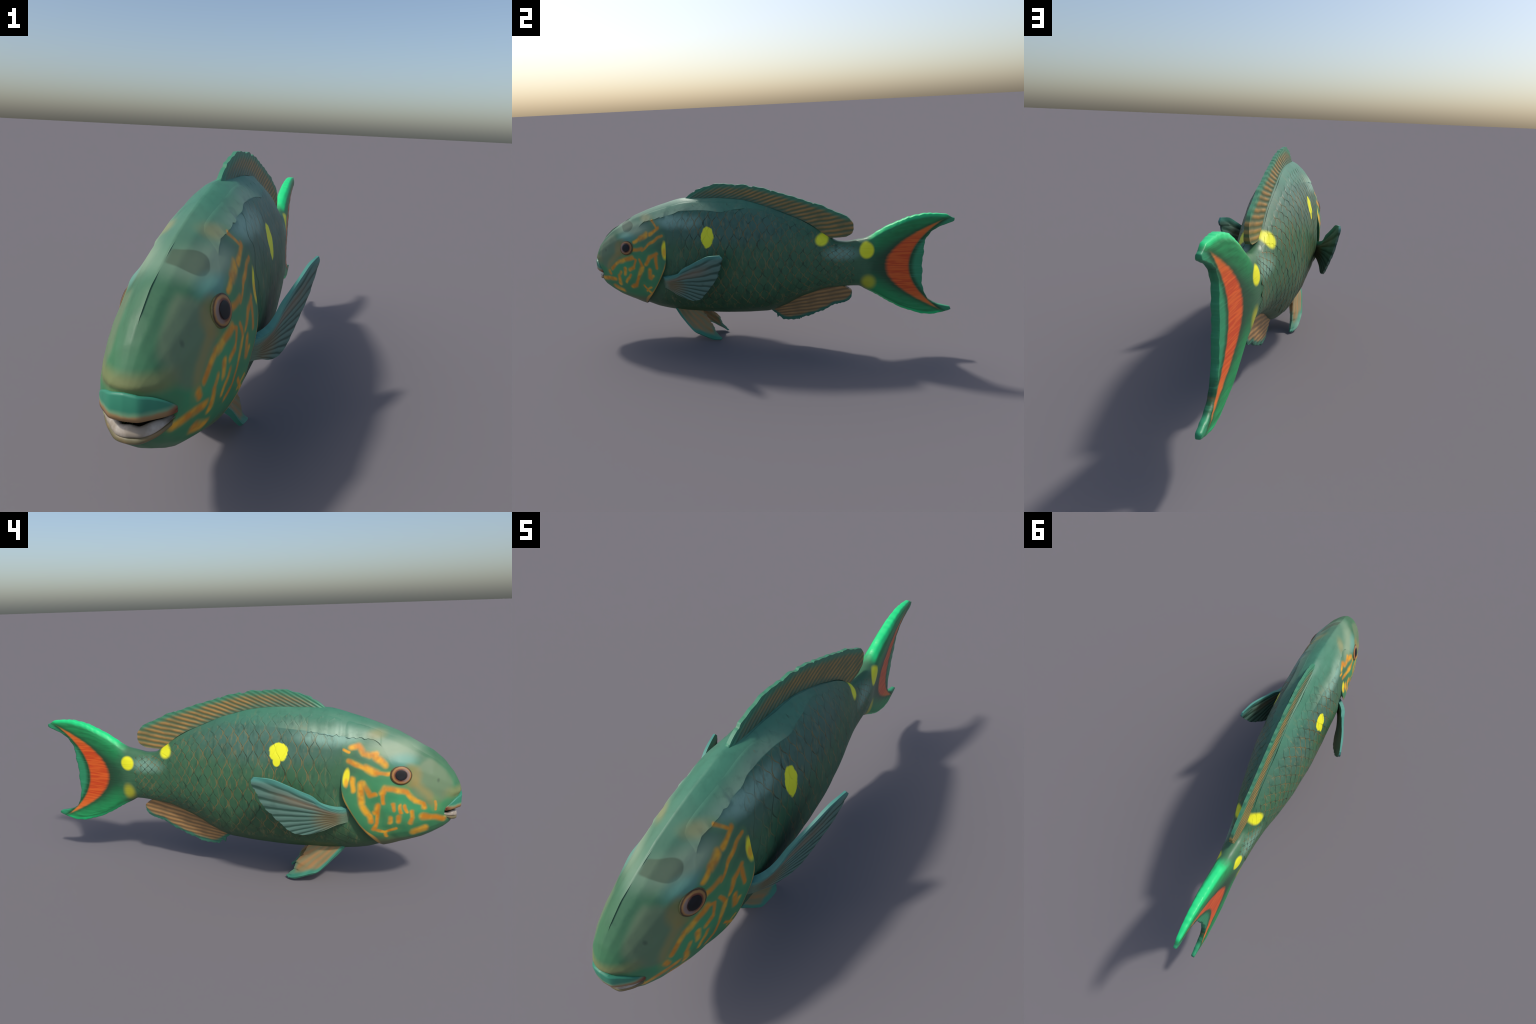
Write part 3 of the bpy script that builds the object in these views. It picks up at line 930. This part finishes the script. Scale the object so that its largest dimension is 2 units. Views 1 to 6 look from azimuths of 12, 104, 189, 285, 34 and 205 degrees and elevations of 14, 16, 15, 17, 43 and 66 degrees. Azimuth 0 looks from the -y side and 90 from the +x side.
EY, EZ = -.742, .557
gx_y = (side_x(EY + .02, EZ) - side_x(EY - .02, EZ)) / .04
gx_z = (side_x(EY, EZ + .02) - side_x(EY, EZ - .02)) / .04
for sx in (1, -1):
    nrm = Vector((sx, -float(gx_y), -float(gx_z))).normalized()
    fwd = Vector((0, -1, 0))
    ax = (fwd - nrm * fwd.dot(nrm)).normalized()
    ay = nrm.cross(ax)
    mw = Matrix((ax, ay, nrm)).transposed().to_4x4()
    mw.translation = Vector((sx * (float(side_x(EY, EZ)) - .0035), EY, EZ))
    eye = add_object("eye", dome("eye", .046, .0405, .009), fish, [eye_mat])
    eye.matrix_local = mw
    pup = add_object("pupil", dome("pupil", .0225, .0215, .0014), eye, [pupil_mat])
    pup.matrix_local = Matrix.Translation((-.002, 0, .0086))


# ------------------------------------------------------------------ lips and tooth plates
def swept(name, plan, profile, n=60, caps=True):
    """sweep profile(a) -> [(outward, z)...] along plan(a) -> (x, y), a in -1..1"""
    vs, fs, k = [], [], None
    aa = np.linspace(-1, 1, n)
    P = np.array([plan(a) for a in aa])
    T = np.gradient(P, axis=0)
    T /= np.linalg.norm(T, axis=1, keepdims=True)
    for a, p, t in zip(aa, P, T):
        out = np.array([t[1], -t[0]])
        prof = profile(a)
        k = len(prof)
        for o, z in prof:
            vs.append((p[0] + out[0] * o, p[1] + out[1] * o, z))
    for i in range(n - 1):
        for j in range(k):
            q = (j + 1) % k
            fs.append((i * k + j, (i + 1) * k + j, (i + 1) * k + q, i * k + q))
    fs.append(tuple(range(k)))
    fs.append(tuple((n - 1) * k + j for j in range(k - 1, -1, -1)))
    return make_mesh(name, vs, fs)


lip_y = pchip([(0, -.997), (.28, -.994), (.55, -.975), (.8, -.953), (1, -.928)])
lip_plan = lambda a: ((.092 - .006 * abs(a) ** 6) * a, float(lip_y(abs(a))))
tooth_y = pchip([(0, -.982), (.25, -.979), (.55, -.961), (.8, -.941), (1, -.914)])
tooth_plan = lambda a: (.082 * a, float(tooth_y(abs(a))))


def upper_lip_profile(a):
    e = 1 - abs(a) ** 3
    lo, hi = .403 - .004 * (1 - e), .420 + .040 * e - .010 * abs(a)
    t = .004 * e - .0015
    return [(-.020, lo + .004), (-.004, lo), (t * .6, lo + .001), (t, lo + .010), (t * .9, (lo + hi) / 2), (t * .9, hi - .003), (t * .5 - .001, hi + .003), (-.020, hi - .004)]


def tooth_profile(a):
    e = 1 - abs(a) ** 3
    lo, hi = .357 + .030 * (1 - e) + .0015 * math.sin(9 * a), .382 + .010 * (1 - e) + .0018 * math.sin(11 * a + 1)
    return [(-.018, lo + .004), (-.001, lo), (.003, lo + .006), (.002, (lo + hi) / 2), (-.003, hi - .002), (-.007, hi), (-.012, hi - .002), (-.019, hi - .012)]


def lower_lip_profile(a):
    e = 1 - abs(a) ** 3
    lo, hi = .344 + .034 * (1 - e), .358 + .028 * (1 - e)
    return [(-.020, lo), (-.001, lo), (.003, lo + .004), (.003, hi - .004), (.0, hi), (-.02, hi)]


def lip_skin():
    n = Nodes("lip_skin", .45, .4)
    zz = n.m("ADD", n.z, n.centred_noise(25, .010))
    c = n.mix(n.step(zz, .428, .416), srgb(52, 128, 102), srgb(112, 152, 116))
    c = n.mix(n.step(zz, .420, .411), c, srgb(150, 118, 78))
    c = n.mix(n.m("MULTIPLY", n.step(n.m("ABSOLUTE", n.x), .070, .085), n.step(zz, .43, .405)), c, srgb(122, 66, 44))
    return n.done(c)


upper = add_object("upper_lip", swept("upper_lip", lip_plan, upper_lip_profile), body["head"], [lip_skin()])
lower = add_object("lower_lip", swept("lower_lip", tooth_plan, lower_lip_profile), body["head"], [plain("lower_lip_skin", srgb(124, 104, 70), srgb(84, 92, 70), 30)])
tooth = add_object("tooth_plate", swept("tooth_plate", tooth_plan, tooth_profile), body["head"], [plain("tooth_enamel", srgb(176, 168, 158), srgb(120, 106, 84), 30, .45, .4, .0)])

def surface_frame(s, phi):
    e = 1e-3
    p = facet_body(s, phi)
    ps = body_point(s + e, phi) - body_point(s - e, phi)
    pp = body_point(s, phi + e) - body_point(s, phi - e)
    n = np.cross(ps, pp)
    n /= np.maximum(np.linalg.norm(n, axis=-1, keepdims=True), 1e-12)
    cen = p * np.array([0, 1, 0]) + np.array([0, 0, 1.0]) * MID(p[..., 1])[..., None]
    flip = np.sign(np.sum((p - cen) * n, -1, keepdims=True))
    return p, n * flip


# ------------------------------------------------------------------ loose skin edges
def phi_where(s, test):
    """first section angle, going down from the back on the right side, at which test(point) holds"""
    q = np.radians(np.linspace(90, 0, 361))
    p = facet_body(np.full(q.shape, s), q)
    hit = np.nonzero(test(p))[0]
    return q[hit[0]] if len(hit) else q[-1]


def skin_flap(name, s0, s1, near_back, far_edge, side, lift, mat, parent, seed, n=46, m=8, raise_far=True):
    """a strip of skin lying on the body; one long edge is torn and stands a little proud"""
    r = np.random.default_rng(seed)
    ss = np.linspace(s0, s1, n)
    tear = np.interp(np.arange(n), np.linspace(0, n - 1, 14), r.uniform(-1, 1, 14))
    vs, fs = [], []
    fade = smooth(0, .08, (ss - s0) / (s1 - s0)) * (1 - smooth(.92, 1, (ss - s0) / (s1 - s0)))
    lift_s = lift * (.25 + .75 * np.clip(.5 + .8 * np.interp(np.arange(n), np.linspace(0, n - 1, 11), r.uniform(-1, 1, 11)), 0, 1)) * fade
    for i, sv in enumerate(ss):
        a, b = near_back(sv), far_edge(sv)
        if raise_far:
            b = b + math.radians(1.3) * tear[i]
        else:
            a = a + math.radians(.8) * tear[i]
        k = np.linspace(0, 1, m)
        if raise_far:
            off = np.concatenate([.0008 * fade[i] * smooth(0, .5, k) + lift_s[i] * k ** 2, [-.004]])
            k = np.append(k, 1.0)
        else:
            off = np.concatenate([[-.004], .0008 * fade[i] * smooth(0, .5, 1 - k) + lift_s[i] * (1 - k) ** 2])
            k = np.insert(k, 0, 0.0)
        off[-1 if not raise_far else 0] = -.002
        ang = a + (b - a) * k
        ang = ang if side > 0 else math.pi - ang
        p, nn = surface_frame(np.full(ang.shape, sv), ang)
        q = p + nn * (off + lumps(p))[:, None]
        vs += list(q)
    w = m + 1
    for i in range(n - 1):
        for j in range(w - 1):
            o = i * w + j
            f = (o, o + 1, o + w + 1, o + w)
            fs.append(f if side < 0 else f[::-1])
    me = make_mesh(name, vs, fs)
    me.set_sharp_from_angle(angle=math.radians(40))
    return add_object(name, me, parent, [mat])


RIGHT_LINE = pchip([(-.72, .615), (-.707, .624), (-.675, .664), (-.648, .689), (-.554, .716), (-.457, .744), (-.40, .757), (-.27, .760), (-.195, .752), (-.144, .756), (-.06, .765), (.06, .752)])
LEFT_LINE = pchip([(-.72, .590), (-.698, .609), (-.679, .642), (-.622, .697), (-.56, .702), (-.437, .718), (-.25, .735), (-.05, .745), (.06, .74)])
crown_top = lambda sv: math.radians(88)
for side, line, spans in ((1, RIGHT_LINE, ((-.675, -.505, "head"), (-.495, -.05, "torso"))), (-1, LEFT_LINE, ((-.66, -.505, "head"), (-.495, -.34, "torso")))):
    for a, b, owner in spans:
        edge = lambda sv, line=line: phi_where(sv, lambda p: p[:, 2] < line(p[:, 1]))
        top = lambda sv, edge=edge: edge(sv) + (math.radians(80) - edge(sv)) * .75
        skin_flap("skin_flap", a, b, top, edge, side, .0034, mats[owner], body[owner], 31 + side + int(-100 * a))
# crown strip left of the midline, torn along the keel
skin_flap("crown_flap", -.945, -.51, lambda sv: math.radians(92), lambda sv: math.radians(64), -1, .0042, mats["head"], body["head"], 77, raise_far=False)
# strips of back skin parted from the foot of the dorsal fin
for side in (1, -1):
    skin_flap("back_flap", -.36, .33, lambda sv: phi_where(sv, lambda p: p[:, 0] > .0215), lambda sv: phi_where(sv, lambda p: p[:, 0] > .050), side, .006, mats["torso"], body["torso"], 90 + side, n=70, raise_far=False)

# ------------------------------------------------------------------ scales
scale_mat, rim_mat = skin_scale(), skin_scale_rim()
KA, KB = 7, 7


def scale_mesh(s0, phi0, ds, dphi, lift):
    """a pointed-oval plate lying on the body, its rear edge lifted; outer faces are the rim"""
    a = np.array([-1, -.82, -.6, -.3, 0, .3, .6, .82, 1])[:, None]
    b = np.linspace(-1, 1, KB * 2 - 1)[None, :]
    wid = (1 - smooth(.12, .92, np.abs(b))) * .96 + .02
    s = s0 + ds * a * wid - ds * .10 * (b * b)
    phi = phi0 + dphi * b + 0 * a
    p, n = surface_frame(s, phi)
    hump = lift * (.35 + .65 * smooth(-1, .75, a)) * (1 - .75 * smooth(.80, 1.0, np.maximum(np.abs(a), np.abs(b))))
    off = hump + lumps(p.reshape(-1, 3)).reshape(p.shape[:2])
    yy = p[..., 1]
    dip = -.012 * gill_amount(p[..., 2]) * (1 - smooth(-.485, -.42, s))
    q = p + n * (off + dip + .0004)[..., None]
    na, nb = q.shape[:2]
    vs = q.reshape(-1, 3)
    fs, mi = [], []
    for i in range(na - 1):
        for j in range(nb - 1):
            k = i * nb + j
            fs.append((k, k + 1, k + nb + 1, k + nb) if phi0 else (k, k + nb, k + nb + 1, k + 1))
            mi.append(1 if i in (0, na - 2) else 0)
    return vs, fs, mi


def row_phi(t):
    """row position from -1 (belly) to 1 (back) to section angle on the right side"""
    return math.radians(-52 + (t + 1) / 2 * 112)


ROWS, scales = 13, []
col_s, s = [], -.455
while s < .50:
    col_s.append(s)
    s += .0245 - .0055 * smooth(.0, .5, s)
for ci, s0 in enumerate(col_s):
    pitch = .0245 - .0055 * float(smooth(.0, .5, s0))
    for ri in range(ROWS):
        if (ri + ci) % 2:
            continue
        t = -1 + 2 * ri / (ROWS - 1)
        for side in (1, -1):
            phi = row_phi(t)
            j1, j2 = rng.normal(0, .06, 2)
            dphi = math.radians(112 / (ROWS - 1)) * (.96 + .04 * j1)
            phi = phi + dphi * .05 * j2
            pc = body_point(s0, phi)
            size = pitch * float(np.linalg.norm(body_point(s0, phi + dphi) - body_point(s0, phi - dphi)))
            scales.append((size, s0 + pitch * .1 * j1, phi if side > 0 else math.pi - phi, pitch * 1.0, dphi, side))
scales.sort(key=lambda q: -q[0])
rest_v, rest_f, rest_m = [], [], []
for rank, (size, s0, phi, ds, dphi, side) in enumerate(scales):
    vs, fs, mi = scale_mesh(s0, phi, ds, dphi, .0006 + .0005 * float(smooth(-.46, -.30, s0)) - .0006 * float(smooth(.15, .45, s0)))
    if side > 0:
        fs = [f[::-1] for f in fs]
    else:
        fs = [tuple(f) for f in fs]
    if rank < 300:
        me = make_mesh("scale", vs, fs, True, mi)
        add_object("scale", me, body["torso"], [scale_mat, rim_mat])
    else:
        o = sum(len(q) for q in rest_v)
        rest_v.append(vs)
        rest_f += [tuple(k + o for k in f) for f in fs]
        rest_m += mi
if rest_v:
    me = make_mesh("small_scales", np.vstack(rest_v), rest_f, True, rest_m)
    ob = add_object("small_scales", me, body["torso"], [scale_mat, rim_mat])
    ob["kind"] = "stuff"
print("scales", len(scales))
